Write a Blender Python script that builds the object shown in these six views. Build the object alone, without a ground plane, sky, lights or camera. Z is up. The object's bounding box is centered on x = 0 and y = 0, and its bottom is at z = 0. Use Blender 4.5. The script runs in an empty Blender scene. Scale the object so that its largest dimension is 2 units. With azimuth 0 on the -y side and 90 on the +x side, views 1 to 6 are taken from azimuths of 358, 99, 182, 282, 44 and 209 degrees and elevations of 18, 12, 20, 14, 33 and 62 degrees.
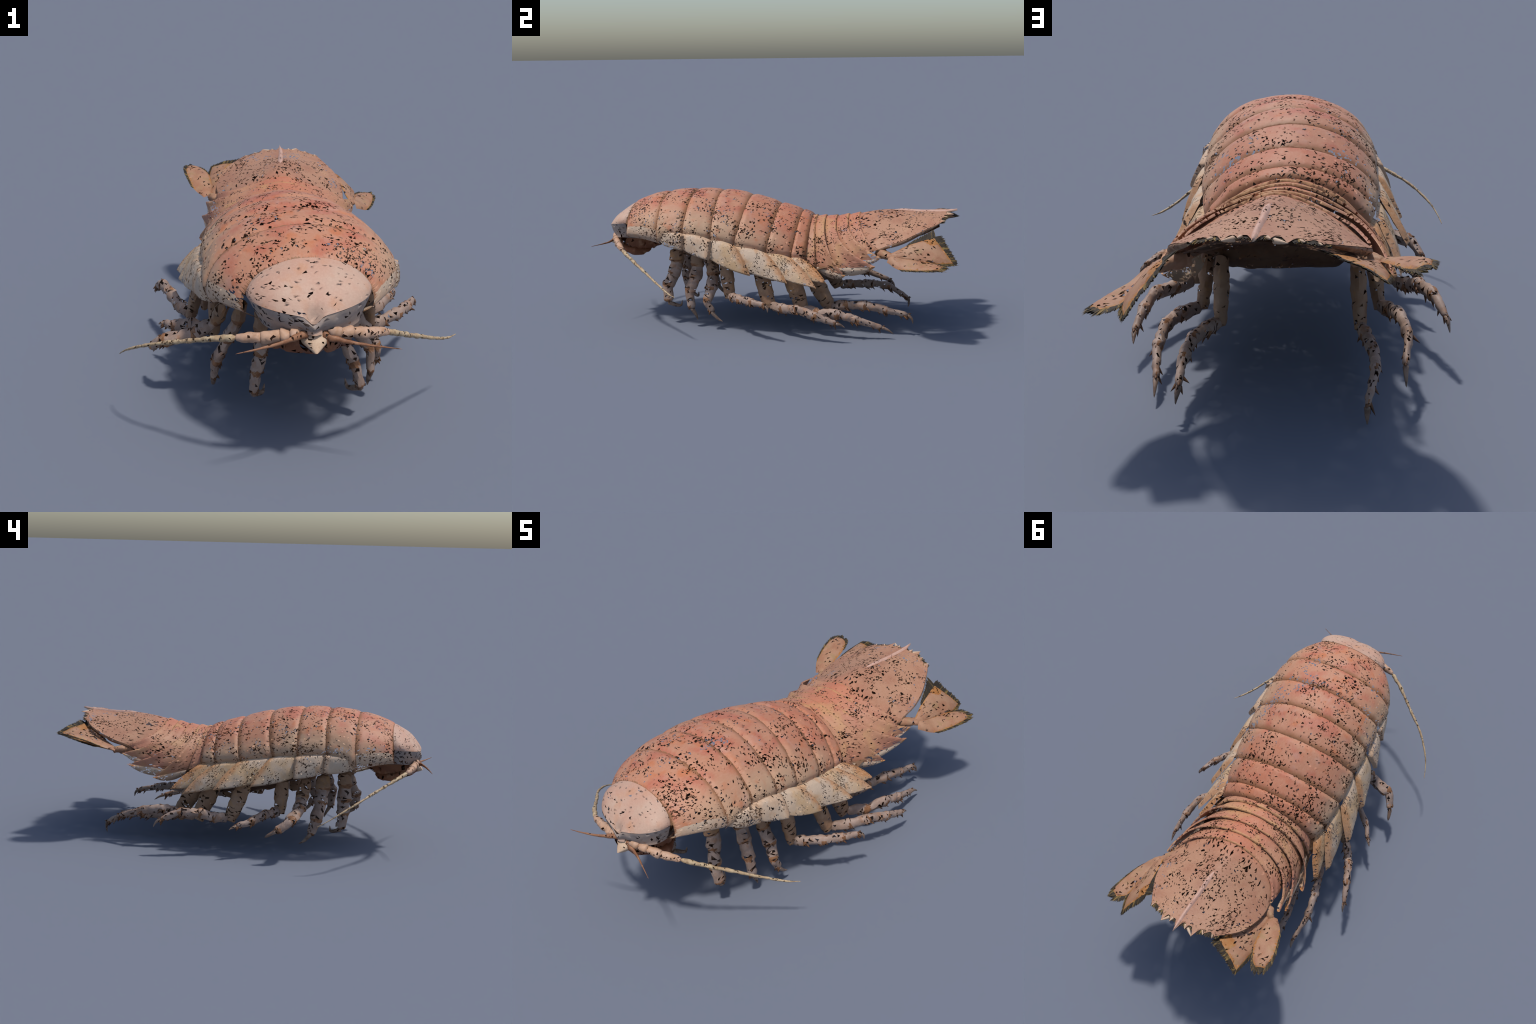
"""Giant deep-sea isopod, built part by part from profiles, rings and splines."""
import bpy, math, random
import numpy as np
from mathutils import Vector

RNG = np.random.default_rng(7)
random.seed(7)
V = lambda *a: np.array(a, float)

# ------------------------------------------------------------------ scene root
root = bpy.data.objects.new("giant_isopod", None)
bpy.context.collection.objects.link(root)
root["label"] = "pink speckled giant isopod with pale side plates"
root["category"] = "isopod"

# ------------------------------------------------------------------ maths
def smooth(a, b, x):
    t = np.clip((x - a) / (b - a), 0, 1)
    return t * t * (3 - 2 * t)

def spline(pts, t):
    """Catmull-Rom through control points, t in 0..1 (array) -> (n, d)."""
    P = np.asarray(pts, float)
    if P.ndim == 1:
        P = P[:, None]
    n = len(P)
    P = np.vstack([2 * P[0] - P[1], P, 2 * P[-1] - P[-2]])
    t = np.clip(np.atleast_1d(np.asarray(t, float)), 0, 1) * (n - 1)
    i = np.minimum(t.astype(int), n - 2)
    f = (t - i)[:, None]
    a, b, c, d = P[i], P[i + 1], P[i + 2], P[i + 3]
    return 0.5 * (2 * b + (c - a) * f + (2 * a - 5 * b + 4 * c - d) * f ** 2 + (3 * b - a - 3 * c + d) * f ** 3)

def _hash(i, j, k, seed):
    h = (i * 374761393 + j * 668265263 + k * 2147483647 + seed * 974634777) & 0xFFFFFFFF
    h = ((h ^ (h >> 13)) * 1274126177) & 0xFFFFFFFF
    return ((h ^ (h >> 16)) & 0xFFFF) / 65535.0

def noise3(P, freq, seed=0):
    """Value noise in 0..1."""
    Q = np.asarray(P) * freq + 100.0
    I = np.floor(Q).astype(np.int64)
    F = Q - I
    F = F * F * (3 - 2 * F)
    out = 0
    for dx in (0, 1):
        for dy in (0, 1):
            for dz in (0, 1):
                w = (F[:, 0] if dx else 1 - F[:, 0]) * (F[:, 1] if dy else 1 - F[:, 1]) * (F[:, 2] if dz else 1 - F[:, 2])
                out = out + w * _hash(I[:, 0] + dx, I[:, 1] + dy, I[:, 2] + dz, seed)
    return out

def unit(v):
    v = np.asarray(v, float)
    return v / (np.linalg.norm(v, axis=-1, keepdims=True) + 1e-12)

# ------------------------------------------------------------------ mesh makers
class Geo:
    """Collects vertices, faces and a material number per face."""
    def __init__(self):
        self.v, self.f, self.m, self.n = [], [], [], 0

    def add(self, verts, faces, mat=0):
        verts = np.asarray(verts, float)
        self.v.append(verts)
        mats = mat if hasattr(mat, "__len__") else [mat] * len(faces)
        for f, m in zip(faces, mats):
            self.f.append(tuple(int(x) + self.n for x in f))
            self.m.append(int(m))
        self.n += len(verts)

    def obj(self, name, mats, parent=None, sharp=None):
        me = bpy.data.meshes.new(name)
        me.from_pydata(np.vstack(self.v).tolist(), [], self.f)
        for m in mats:
            me.materials.append(m)
        me.polygons.foreach_set("material_index", self.m)
        me.polygons.foreach_set("use_smooth", [True] * len(self.f))
        me.update()
        if sharp:
            me.set_sharp_from_angle(angle=math.radians(sharp))
        o = bpy.data.objects.new(name, me)
        bpy.context.collection.objects.link(o)
        o.parent = parent or root
        return o

def chips(verts, tris, amount, cluster=17.0, seed=0, grow=0.42, even=False):
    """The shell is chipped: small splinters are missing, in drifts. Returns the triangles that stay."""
    if amount <= 0:
        return np.ones(len(tris), bool)
    C = verts[tris].mean(1)
    n = 0.6 * noise3(C, cluster, 3) + 0.4 * noise3(C, cluster * 2.1, 5)
    p = amount * np.clip((n - 0.40) * 6.6, 0.05, 3.2)
    if even:
        p = amount * np.clip(n * 2.0, .3, 2)
    gone = RNG.random(len(tris)) < p
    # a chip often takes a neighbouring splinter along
    edge = {}
    for i, t in enumerate(tris):
        for a, b in ((t[0], t[1]), (t[1], t[2]), (t[2], t[0])):
            edge.setdefault((min(a, b), max(a, b)), []).append(i)
    more = gone.copy()
    for e in edge.values():
        if len(e) == 2 and gone[e[0]] != gone[e[1]] and RNG.random() < grow * 0.55:
            more[e[0]] = more[e[1]] = True
    return ~more

def sheet(geo, fn, nu, nv, amount=0.0, jitter=0.49, mat=0, matfn=None, edge_keep=0, closed_u=False, even=False):
    """Irregular triangulated patch of fn(u, v) with missing splinters."""
    U, W = np.meshgrid(np.linspace(0, 1, nu + 1), np.linspace(0, 1, nv + 1))
    ju = (RNG.random(U.shape) - .5) * 2 * jitter / nu
    jv = (RNG.random(U.shape) - .5) * 2 * jitter / nv
    ju[:, 0] = ju[:, -1] = 0
    jv[0] = jv[-1] = 0
    if closed_u:
        ju[:, -1] = ju[:, 0]
        jv[:, -1] = jv[:, 0]
    u, v = (U + ju).ravel(), (W + jv).ravel()
    P = fn(u, v)
    idx = np.arange(len(u)).reshape(nv + 1, nu + 1)
    if closed_u:
        idx[:, -1] = idx[:, 0]
    a, b, c, d = idx[:-1, :-1].ravel(), idx[:-1, 1:].ravel(), idx[1:, 1:].ravel(), idx[1:, :-1].ravel()
    flip = RNG.random(len(a)) < .5
    T1 = np.where(flip[:, None], np.stack([a, b, c], 1), np.stack([a, b, d], 1))
    T2 = np.where(flip[:, None], np.stack([a, c, d], 1), np.stack([b, c, d], 1))
    T = np.vstack([T1, T2])
    keep = chips(P, T, amount, even=even)
    if edge_keep:
        cu, cv = u[T].mean(1), v[T].mean(1)
        keep |= (cv > 1 - edge_keep) | (cv < edge_keep * .5)
    T = T[keep]
    if matfn is not None:
        m = matfn(u[T].mean(1), v[T].mean(1), P[T].mean(1)).astype(int)
    else:
        m = np.full(len(T), mat, int)
    geo.add(P, T, m)

def tube(geo, path, radii, side=None, nseg=12, cell=0.009, amount=0.0, flat=1.0, mat=0, cap=True, rough=0.0, matfn=None):
    """Tapered tube along a control path. flat = width along `side` / width across."""
    path = np.asarray(path, float)
    L = np.linalg.norm(np.diff(path, axis=0), axis=1).sum()
    nv = max(4, int(L / cell))
    def fn(u, v):
        C = spline(path, v)
        D = unit(spline(path, np.clip(v + .01, 0, 1)) - spline(path, np.clip(v - .01, 0, 1)))
        s = np.broadcast_to(unit(side if side is not None else V(0.3, 0.2, 1.0)), D.shape)
        A = unit(s - (s * D).sum(1, keepdims=True) * D)
        B = np.cross(D, A)
        r = spline(radii, v)[:, 0]
        if cap:
            r = r * np.sqrt(np.clip(1 - np.clip((0.04 - v) / 0.04, 0, 1) ** 2, 0, 1)) * np.sqrt(np.clip(1 - np.clip((v - 0.96) / 0.04, 0, 1) ** 2, 0, 1)) + 1e-4
        a = u * 2 * math.pi
        P = C + A * (np.cos(a) * r * flat)[:, None] + B * (np.sin(a) * r)[:, None]
        if rough:
            k = (noise3(P, 1 / 0.018, 9) - .5) * 2 * rough
            P = P + (A * np.cos(a)[:, None] + B * np.sin(a)[:, None]) * (k * r)[:, None]
        return P
    sheet(geo, fn, nseg, nv, amount, jitter=.3, mat=mat, matfn=matfn, closed_u=True, even=True)

def cone(geo, base, tip, r, n=7, bend=None, mat=0, flat=1.0, rows=4):
    base, tip = np.asarray(base, float), np.asarray(tip, float)
    mid = (base + tip) / 2 + (np.asarray(bend, float) if bend is not None else 0)
    t = np.linspace(0, 1, rows + 1)
    C = spline([base, mid, tip], t)
    D = unit(tip - base)
    A = unit(np.cross(D, V(.31, .17, .93)))
    B = np.cross(D, A)
    vs, fs = [], []
    for i in range(rows):
        rr = r * (1 - t[i]) ** .8
        for j in range(n):
            a = 2 * math.pi * j / n
            vs.append(C[i] + A * math.cos(a) * rr + B * math.sin(a) * rr * flat)
    vs.append(C[-1])
    for i in range(rows - 1):
        for j in range(n):
            k = (j + 1) % n
            fs.append((i * n + j, i * n + k, (i + 1) * n + k, (i + 1) * n + j))
    for j in range(n):
        fs.append(((rows - 1) * n + j, (rows - 1) * n + (j + 1) % n, rows * n))
    geo.add(vs, fs, mat)

# ------------------------------------------------------------------ materials
def lin(r, g, b):
    f = lambda c: ((c / 255 + .055) / 1.055) ** 2.4 if c > 10 else c / 255 / 12.92
    return (f(r) * .77, f(g) * .74, f(b) * .71, 1)

class Mat:
    def __init__(self, name, rough=.55, spec=.3):
        self.m = bpy.data.materials.new(name)
        self.m.use_nodes = True
        self.nt = self.m.node_tree
        self.b = self.nt.nodes["Principled BSDF"]
        self.b.inputs["Roughness"].default_value = rough
        self.b.inputs["Specular IOR Level"].default_value = spec
        self.co = self.nt.nodes.new("ShaderNodeTexCoord").outputs["Object"]

    def link(self, a, b):
        self.nt.links.new(a, b)

    def map(self, scale, loc=(0, 0, 0), rot=(0, 0, 0)):
        n = self.nt.nodes.new("ShaderNodeMapping")
        n.inputs["Scale"].default_value = scale if hasattr(scale, "__len__") else (scale,) * 3
        n.inputs["Location"].default_value = loc
        n.inputs["Rotation"].default_value = rot
        self.link(self.co, n.inputs["Vector"])
        return n.outputs["Vector"]

    def noise(self, scale, detail=3, rough=.55, vec=None, loc=(0, 0, 0), dist=0.0):
        n = self.nt.nodes.new("ShaderNodeTexNoise")
        n.inputs["Scale"].default_value = scale
        n.inputs["Detail"].default_value = detail
        n.inputs["Roughness"].default_value = rough
        n.inputs["Distortion"].default_value = dist
        self.link(vec if vec is not None else self.map(1, loc), n.inputs["Vector"])
        return n.outputs["Fac"]

    def ramp(self, fac, a, b, ca=0.0, cb=1.0):
        n = self.nt.nodes.new("ShaderNodeMapRange")
        n.interpolation_type = "SMOOTHSTEP"
        for k, x in (("From Min", a), ("From Max", b), ("To Min", ca), ("To Max", cb)):
            n.inputs[k].default_value = x
        self.link(fac, n.inputs["Value"])
        return n.outputs["Result"]

    def mix(self, fac, a, b, kind="MIX"):
        n = self.nt.nodes.new("ShaderNodeMix")
        n.data_type = "RGBA"
        n.blend_type = kind
        for val, key in ((fac, 0), (a, 6), (b, 7)):
            if isinstance(val, (float, int)):
                n.inputs[key].default_value = val
            elif isinstance(val, tuple):
                n.inputs[key].default_value = val
            else:
                self.link(val, n.inputs[key])
        return n.outputs[2]

    def math(self, op, a, b=0.0):
        n = self.nt.nodes.new("ShaderNodeMath")
        n.operation = op
        for val, key in ((a, 0), (b, 1)):
            if isinstance(val, (float, int)):
                n.inputs[key].default_value = val
            else:
                self.link(val, n.inputs[key])
        return n.outputs[0]

    def dist_to(self, p):
        n = self.nt.nodes.new("ShaderNodeVectorMath")
        n.operation = "DISTANCE"
        self.link(self.co, n.inputs[0])
        n.inputs[1].default_value = p
        return n.outputs["Value"]

    def axis(self, k):
        n = self.nt.nodes.new("ShaderNodeSeparateXYZ")
        self.link(self.co, n.inputs[0])
        return n.outputs[k]

    def bump(self, height, strength=.3, distance=.004):
        n = self.nt.nodes.new("ShaderNodeBump")
        n.inputs["Strength"].default_value = strength
        n.inputs["Distance"].default_value = distance
        self.link(height, n.inputs["Height"])
        self.link(n.outputs["Normal"], self.b.inputs["Normal"])

    def done(self, col):
        if isinstance(col, tuple):
            self.b.inputs["Base Color"].default_value = col
        else:
            self.link(col, self.b.inputs["Base Color"])
        return self.m

PINK = lin(201, 144, 115)
ROSE = lin(194, 114, 90)
ORANGE = lin(204, 122, 78)
CREAM = lin(200, 168, 138)
TAN = lin(170, 128, 92)
GREY = lin(172, 160, 150)

def hind_band(m, ring, c, depth=.026, amount=.85, col=lin(164, 116, 80)):
    """Brown border along the hind margin of a back plate."""
    dx = m.math("SUBTRACT", m.axis(0), float(ring.T[0]))
    right = m.math("GREATER_THAN", dx, 0.0)
    def edge(E):
        t = m.math("MINIMUM", m.math("MULTIPLY", m.math("ABSOLUTE", dx), 1 / abs(float(E[0] - ring.T[0]))), 1.0)
        return m.math("ADD", m.math("MULTIPLY", m.math("POWER", t, ring.p * 1.15), float(E[1] - ring.T[1])), float(ring.T[1]))
    yr, yl = edge(ring.R), edge(ring.L)
    ye = m.math("ADD", m.math("MULTIPLY", yr, right), m.math("MULTIPLY", yl, m.math("SUBTRACT", 1.0, right)))
    d = m.math("SUBTRACT", ye, m.axis(1))
    d = m.math("ADD", d, m.math("MULTIPLY", m.math("SUBTRACT", m.noise(22, 2), .5), .03))
    return m.mix(m.ramp(d, depth, .004, 0, amount), c, col)

def mat_back(ring):
    """Pink back with rose and orange clouds, paler flanks."""
    m = Mat("pink_shell")
    side = m.math("ABSOLUTE", m.math("SUBTRACT", m.axis(0), 0.03))
    big = m.noise(6.0, 3, loc=(3, 1, 2))
    side = m.math("ADD", side, m.math("MULTIPLY", m.math("SUBTRACT", big, .5), .18))
    c = m.mix(m.ramp(side, .19, .34), PINK, CREAM)
    mid = m.noise(9.0, 2, loc=(8, 2, 5))
    inner = m.ramp(side, .30, .16)
    c = m.mix(m.math("MULTIPLY", m.ramp(mid, .46, .66, 0, .85), inner), c, ROSE)
    o = m.noise(12.0, 2, loc=(1, 9, 4))
    c = m.mix(m.ramp(o, .54, .74, 0, .8), c, ORANGE)
    back = m.math("ADD", m.axis(1), m.math("MULTIPLY", m.math("SUBTRACT", m.noise(5, 2, loc=(2, 2, 8)), .5), .5))
    c = m.mix(m.math("MULTIPLY", m.ramp(back, -.25, .2, 0, .5), inner), c, lin(200, 116, 82))
    p = m.noise(14.0, 2, loc=(5, 5, 1))
    c = m.mix(m.ramp(p, .58, .75, 0, .45), c, lin(204, 162, 148))
    fine = m.noise(130, 3, .7, vec=m.map((1, .35, 1)))
    c = m.mix(m.ramp(fine, .35, .75, 0, .16), c, lin(225, 190, 170))
    c = m.mix(m.ramp(m.noise(70, 3, .7), .55, .8, 0, .2), c, lin(160, 100, 74))
    c = hind_band(m, ring, c)
    m.bump(m.noise(90, 4, .7), .25, .003)
    return m.done(c)

def mat_tail():
    m = Mat("tail_shell")
    c = m.mix(m.ramp(m.noise(7, 3, loc=(2, 7, 7)), .4, .65), lin(186, 140, 112), lin(174, 124, 98))
    c = m.mix(m.ramp(m.noise(11, 2, loc=(4, 1, 0)), .55, .75, 0, .6), c, lin(198, 154, 122))
    front = m.math("ADD", m.axis(1), m.math("MULTIPLY", m.noise(8, 2), .12))
    c = m.mix(m.ramp(front, .62, .50, 0, .45), c, lin(204, 122, 92))
    fine = m.noise(160, 3, .7, vec=m.map((.4, 1, 1)))
    c = m.mix(m.ramp(fine, .35, .75, 0, .22), c, lin(215, 175, 155))
    m.bump(m.noise(110, 4, .7), .25, .003)
    return m.done(c)

def mat_abdomen(ring):
    m = Mat("abdomen_shell")
    c = m.mix(m.ramp(m.noise(8, 3, loc=(2, 3, 7)), .4, .62), lin(198, 146, 116), lin(190, 130, 106))
    side = m.math("ABSOLUTE", m.math("SUBTRACT", m.axis(0), 0.045))
    side = m.math("ADD", side, m.math("MULTIPLY", m.math("SUBTRACT", m.noise(7, 2), .5), .12))
    c = m.mix(m.ramp(side, .17, .03, 0, .5), c, lin(204, 116, 84))
    c = m.mix(m.ramp(m.noise(10, 2, loc=(4, 4, 0)), .52, .7, 0, .6), c, lin(204, 160, 112))
    c = m.mix(m.ramp(m.noise(150, 3, .7, vec=m.map((1, .4, 1))), .35, .75, 0, .2), c, lin(218, 178, 150))
    c = hind_band(m, ring, c, .012, .6, lin(208, 164, 112))
    m.bump(m.noise(100, 4, .7), .25, .003)
    return m.done(c)

def mat_mottle(name, a, b, c3, d=None, s=8.0, loc=(0, 0, 0), rough=.55, fine=.25, line=None):
    m = Mat(name, rough)
    c = m.mix(m.ramp(m.noise(s, 3, loc=loc), .38, .64), a, b)
    c = m.mix(m.ramp(m.noise(s * 1.9, 2, loc=(loc[0] + 3, loc[1] + 5, 1)), .54, .72, 0, .7), c, c3)
    if d:
        c = m.mix(m.ramp(m.noise(s * 4, 3, .7, loc=(loc[0], 7, 1)), .58, .75, 0, .6), c, d)
    if line:
        # painted shading of an overlapped plate, along a straight edge through p, q in the side (y, z) plane
        p, q, col, width, amt = line
        n = unit(V(0, -(q[2] - p[2]), q[1] - p[1]))
        if n @ V(0, -1, 0) < 0:
            n = -n
        dist = m.math("ADD", m.math("MULTIPLY", m.axis(1), float(n[1])), m.math("MULTIPLY", m.axis(2), float(n[2])))
        dist = m.math("SUBTRACT", dist, float(n @ np.asarray(p)))
        dist = m.math("ADD", dist, m.math("MULTIPLY", m.math("SUBTRACT", m.noise(20, 3, loc=(1, 3, 3)), .5), .05))
        c = m.mix(m.ramp(dist, width, .0, 0, amt), c, col)
    g = m.noise(140, 3, .7)
    c = m.mix(m.ramp(g, .35, .75, 0, fine), c, tuple(min(1, x * 1.3) for x in a[:3]) + (1,))
    m.bump(m.noise(100, 4, .7), .3, .003)
    return m.done(c)

def mat_fringe():
    m = Mat("bristle_fringe", .7)
    ob = m.nt.nodes.new("ShaderNodeNewGeometry")
    r = m.nt.nodes.new("ShaderNodeMapRange")
    m.link(ob.outputs["Random Per Island"], r.inputs["Value"])
    c = m.mix(m.ramp(r.outputs["Result"], .55, .95), lin(56, 48, 38), lin(140, 116, 66))
    c = m.mix(m.ramp(m.noise(60, 2), .5, .7, 0, .6), c, lin(36, 34, 32))
    return m.done(c)

M_TAIL = mat_tail()
M_ABD = None
M_SEAM = mat_mottle("seam_membrane", lin(166, 126, 94), lin(150, 108, 82), lin(180, 120, 84), s=14)
M_HEAD = mat_mottle("head_shell", lin(205, 176, 158), lin(204, 162, 142), lin(204, 150, 116), s=7, loc=(2, 2, 1))
M_FACE = mat_mottle("face_shell", lin(160, 150, 146), lin(178, 160, 148), lin(150, 140, 140), s=12)
M_EYE = mat_mottle("eye_surface", lin(140, 132, 132), lin(118, 110, 110), lin(168, 154, 146), s=20, rough=.4)
M_COXA = mat_mottle("pale_plate", lin(212, 190, 168), lin(210, 178, 152), lin(210, 164, 122), lin(196, 188, 178), s=7)
M_TIP = mat_mottle("plate_margin", lin(204, 150, 98), lin(196, 132, 80), lin(198, 164, 124), s=14)
M_LEG = mat_mottle("leg_shell", lin(178, 156, 144), lin(156, 132, 118), lin(170, 126, 94), lin(132, 100, 76), s=13)  # browned and darkened to include the shade under the body
M_LEGDARK = mat_mottle("leg_basis_shell", lin(170, 138, 112), lin(158, 122, 94), lin(186, 140, 90), lin(130, 94, 68), s=12)
M_JOINT = mat_mottle("leg_joint", lin(158, 114, 80), lin(124, 86, 60), lin(180, 142, 112), lin(96, 66, 48), s=30)
M_SPINE = mat_mottle("dark_spine", lin(120, 84, 58), lin(92, 64, 46), lin(146, 104, 66), s=40)
M_CLAW = mat_mottle("claw_horn", lin(158, 134, 118), lin(120, 98, 84), lin(90, 72, 60), s=25, rough=.4)
M_BELLY = mat_mottle("belly_skin", lin(120, 92, 70), lin(100, 70, 52), lin(140, 96, 60), lin(84, 58, 44), s=10)  # beige skin tinted dark brown for the shadow it lies in
M_MOUTH = mat_mottle("mouth_horn", lin(150, 98, 66), lin(128, 78, 52), lin(178, 136, 104), lin(100, 66, 48), s=14)
M_ANT = mat_mottle("antenna_shell", lin(206, 172, 150), lin(200, 160, 130), lin(180, 138, 104), lin(140, 110, 84), s=16)
M_FLAG = mat_mottle("antenna_whip", lin(206, 184, 150), lin(186, 158, 124), lin(140, 112, 84), lin(110, 88, 66), s=30)
M_ANTL = mat_mottle("antennule_horn", lin(160, 116, 88), lin(136, 92, 66), lin(190, 146, 114), s=26)
M_CREAMSP = mat_mottle("cream_spine", lin(222, 196, 170), lin(212, 180, 152), lin(196, 158, 128), s=30)
M_KEEL = mat_mottle("pale_keel", lin(214, 176, 160), lin(208, 164, 146), lin(200, 150, 130), s=20)
M_URO = mat_mottle("tail_fan_shell", lin(182, 142, 114), lin(170, 122, 94), lin(166, 136, 98), s=12)
M_UROEDGE = mat_mottle("tail_fan_margin", lin(186, 132, 78), lin(170, 112, 60), lin(180, 142, 96), s=16)
M_FRINGE = mat_fringe()
M_RIM = mat_mottle("tail_rim", lin(158, 124, 98), lin(132, 98, 76), lin(190, 160, 130), s=16)

# ------------------------------------------------------------------ body rings
# hind margin of every back plate: centre x, top (y, z), right end, left end, sweep power, arch angle
class Ring:
    """phi: arch angle (right, left) - larger is fuller at the flank; peak: 0 round arch .. 1 roof shape"""
    def __init__(s, cx, yt, zt, R, L, p=2.0, phi=(68, 78), peak=0.0):
        s.T, s.R, s.L, s.p, s.peak = V(cx, yt, zt), V(*R), V(*L), p, peak
        s.phi = [math.radians(a) for a in (phi if hasattr(phi, "__len__") else (phi, phi))]

    def at(s, u):
        """u in -1 (left end) .. 1 (right end)"""
        u = np.asarray(u, float)
        t = np.abs(u)
        E = np.where((u >= 0)[:, None], s.R, s.L)
        phi = np.where(u >= 0, s.phi[0], s.phi[1])
        a = t * phi
        X = np.sin(a) / np.sin(phi)
        Z = (np.cos(a) - np.cos(phi)) / (1 - np.cos(phi))
        Zr = 1 - ((np.sqrt(X * X + .012) - .1095) / (math.sqrt(1.012) - .1095)) ** 1.12
        Z = Z * (1 - s.peak) + Zr * s.peak
        P = np.empty((len(u), 3))
        P[:, 0] = s.T[0] + (E[:, 0] - s.T[0]) * X
        P[:, 1] = s.T[1] + (E[:, 1] - s.T[1]) * t ** s.p
        P[:, 2] = E[:, 2] + (s.T[2] - E[:, 2]) * Z
        return P

HEAD_R, HEAD_L = V(.219, -.800, .544), V(-.147, -.799, .543)
SEG = [
    Ring(.037, -.784, .647, (.229, -.797, .478), (-.157, -.803, .480), 2, 105),      # front of first segment
    Ring(.030, -.599, .701, (.329, -.596, .466), (-.266, -.617, .458), 2, (100, 102)),
    Ring(.024, -.445, .714, (.346, -.457, .524), (-.281, -.467, .528), 2, (70, 82)),
    Ring(.018, -.304, .711, (.343, -.308, .493), (-.294, -.319, .512), 2, (64, 78)),
    Ring(.014, -.141, .685, (.338, -.185, .465), (-.286, -.191, .495), 2, (66, 78)),
    Ring(.012, .021, .640, (.323, -.019, .426), (-.290, -.025, .463), 2, (64, 78)),
    Ring(.012, .141, .603, (.297, .109, .397), (-.272, .113, .435), 2, (70, 78)),
    Ring(.016, .201, .578, (.285, .183, .385), (-.248, .196, .424), 2, (72, 78)),
]
CELL = 0.0060

def plate(front, rear, sink=.013, rise=.005, tuck=.012, amount=.05, lip=.008, name="thorax_segment",
          mat=None, seam=.05, curl=0.0, ext=.06, side=0.0, border=0.0, front_lip=0.0, raised=0.0, reach=.2):
    """Back plate lofted from under the previous hind margin to its own."""
    g = Geo()
    def fn(u, v):
        s = u * 2 - 1
        A, B = front.at(s), rear.at(s)
        vv = np.clip(v / .965, 0, 1)
        A = A + (A - B) * ext
        P = A + (B - A) * vv[:, None]
        C = P.copy()
        C[:, 0] = front.T[0]
        C[:, 2] = P[:, 2] * .25 + (front.T[2] - .36) * .75
        C[:, 1] = P[:, 1]
        N = unit(P - C)
        e = np.abs(s)
        flank = 1 + (1.1 * e if raised else 0)
        off = -sink * flank * (1 - smooth(0, reach, vv)) - .006 * smooth(.80, 1.0, vv) + rise * np.sin(np.pi * np.clip((vv - .05) / .95, 0, 1)) ** .8
        off = off + raised * (1 + 2.4 * smooth(.25, .8, e)) * smooth(.50, .95, v) + (.006 * smooth(.80, 1.0, vv) if raised else 0)
        off = off - front_lip * (1 - smooth(0, .05, v))
        lipv = np.clip((v - .965) / .035, 0, 1)
        off = off - lip * lipv - .0015 * smooth(.9, .965, v) * (1 - lipv)
        e = np.abs(s)
        off = off - tuck * smooth(.93, 1.0, e) ** 1.5 + tuck * .3 * np.sin(np.pi * np.clip((e - .75) / .22, 0, 1)) 
        off = off + side * np.sin(np.pi * vv) ** .8 * smooth(.35, .75, e) * (1 - .3 * smooth(.9, 1, e))
        off = off + (noise3(P, 9, 11) - .5) * .006 + (noise3(P, 28, 12) - .5) * .0022
        P = P + N * off[:, None]
        if curl:
            k = smooth(.95, 1.0, e)
            P[:, 0] -= np.sign(s) * curl * k
            P[:, 2] -= curl * .25 * k
        return P
    s = np.linspace(-1, 1, 60)
    arc = np.linalg.norm(np.diff(rear.at(s), axis=0), axis=1).sum()
    ln = np.linalg.norm(rear.at(s) - front.at(s), axis=1).mean()
    nu, nv = int(arc / CELL), max(7, int(ln / CELL))
    def mf(u, v, P):
        e = np.abs(u * 2 - 1)
        m = (v < seam + .03 * (noise3(P, 30, 4) - .5)).astype(int)
        if border:
            m = np.where((m == 0) & (e > border + .05 * (noise3(P, 16, 6) - .5)), 2, m)
        return m
    sheet(g, fn, nu, nv, amount, matfn=mf, edge_keep=.0)
    return g.obj(name, [mat, M_SEAM, M_COXA])

AMT = .085
for k in range(1, 8):
    plate(SEG[k - 1], SEG[k], amount=AMT * (1.2 if k == 1 else 1), curl=.045 if k == 1 else 0, tuck=.004 if k == 1 else .012,
          sink=0 if k == 1 else .010, ext=0 if k == 1 else .06, side=.012 if k == 1 else (.003 if k == 2 else 0),
          rise=.007 if k == 1 else .004, mat=mat_back(SEG[k]), border=.80 if k == 1 else 0, seam=.022 if k == 1 else .05, front_lip=.010 if k == 1 else 0)

# ------------------------------------------------------------------ abdomen
# (front ring, hind ring) of the five narrow abdominal plates with backswept pointed ends
ABD = [
    (Ring(.016, .188, .575, (.282, .190, .378), (-.246, .205, .416), 2, (72, 78), 0), Ring(.020, .221, .572, (.280, .240, .345), (-.244, .258, .384), 2.5, (72, 76), .03)),
    (Ring(.020, .212, .569, (.284, .245, .345), (-.244, .268, .384), 2.5, (72, 76), .03), Ring(.026, .270, .573, (.349, .398, .319), (-.303, .431, .347), 3.4, (72, 74), .10)),
    (Ring(.026, .262, .570, (.310, .310, .345), (-.268, .350, .382), 2.5, (64, 72), .15), Ring(.032, .330, .577, (.356, .551, .371), (-.288, .576, .404), 3.6, (66, 70), .3)),
    (Ring(.032, .322, .574, (.326, .420, .375), (-.268, .460, .414), 2.5, (66, 70), .3), Ring(.038, .395, .587, (.357, .580, .420), (-.268, .612, .456), 3.2, (66, 70), .5)),
    (Ring(.038, .387, .584, (.324, .490, .422), (-.242, .525, .464), 2.5, (66, 70), .5), Ring(.046, .455, .597, (.318, .565, .452), (-.222, .604, .492), 2.6, (66, 70), .75)),
]
DROP = [.01, .046, .048, .030, .006]
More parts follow.
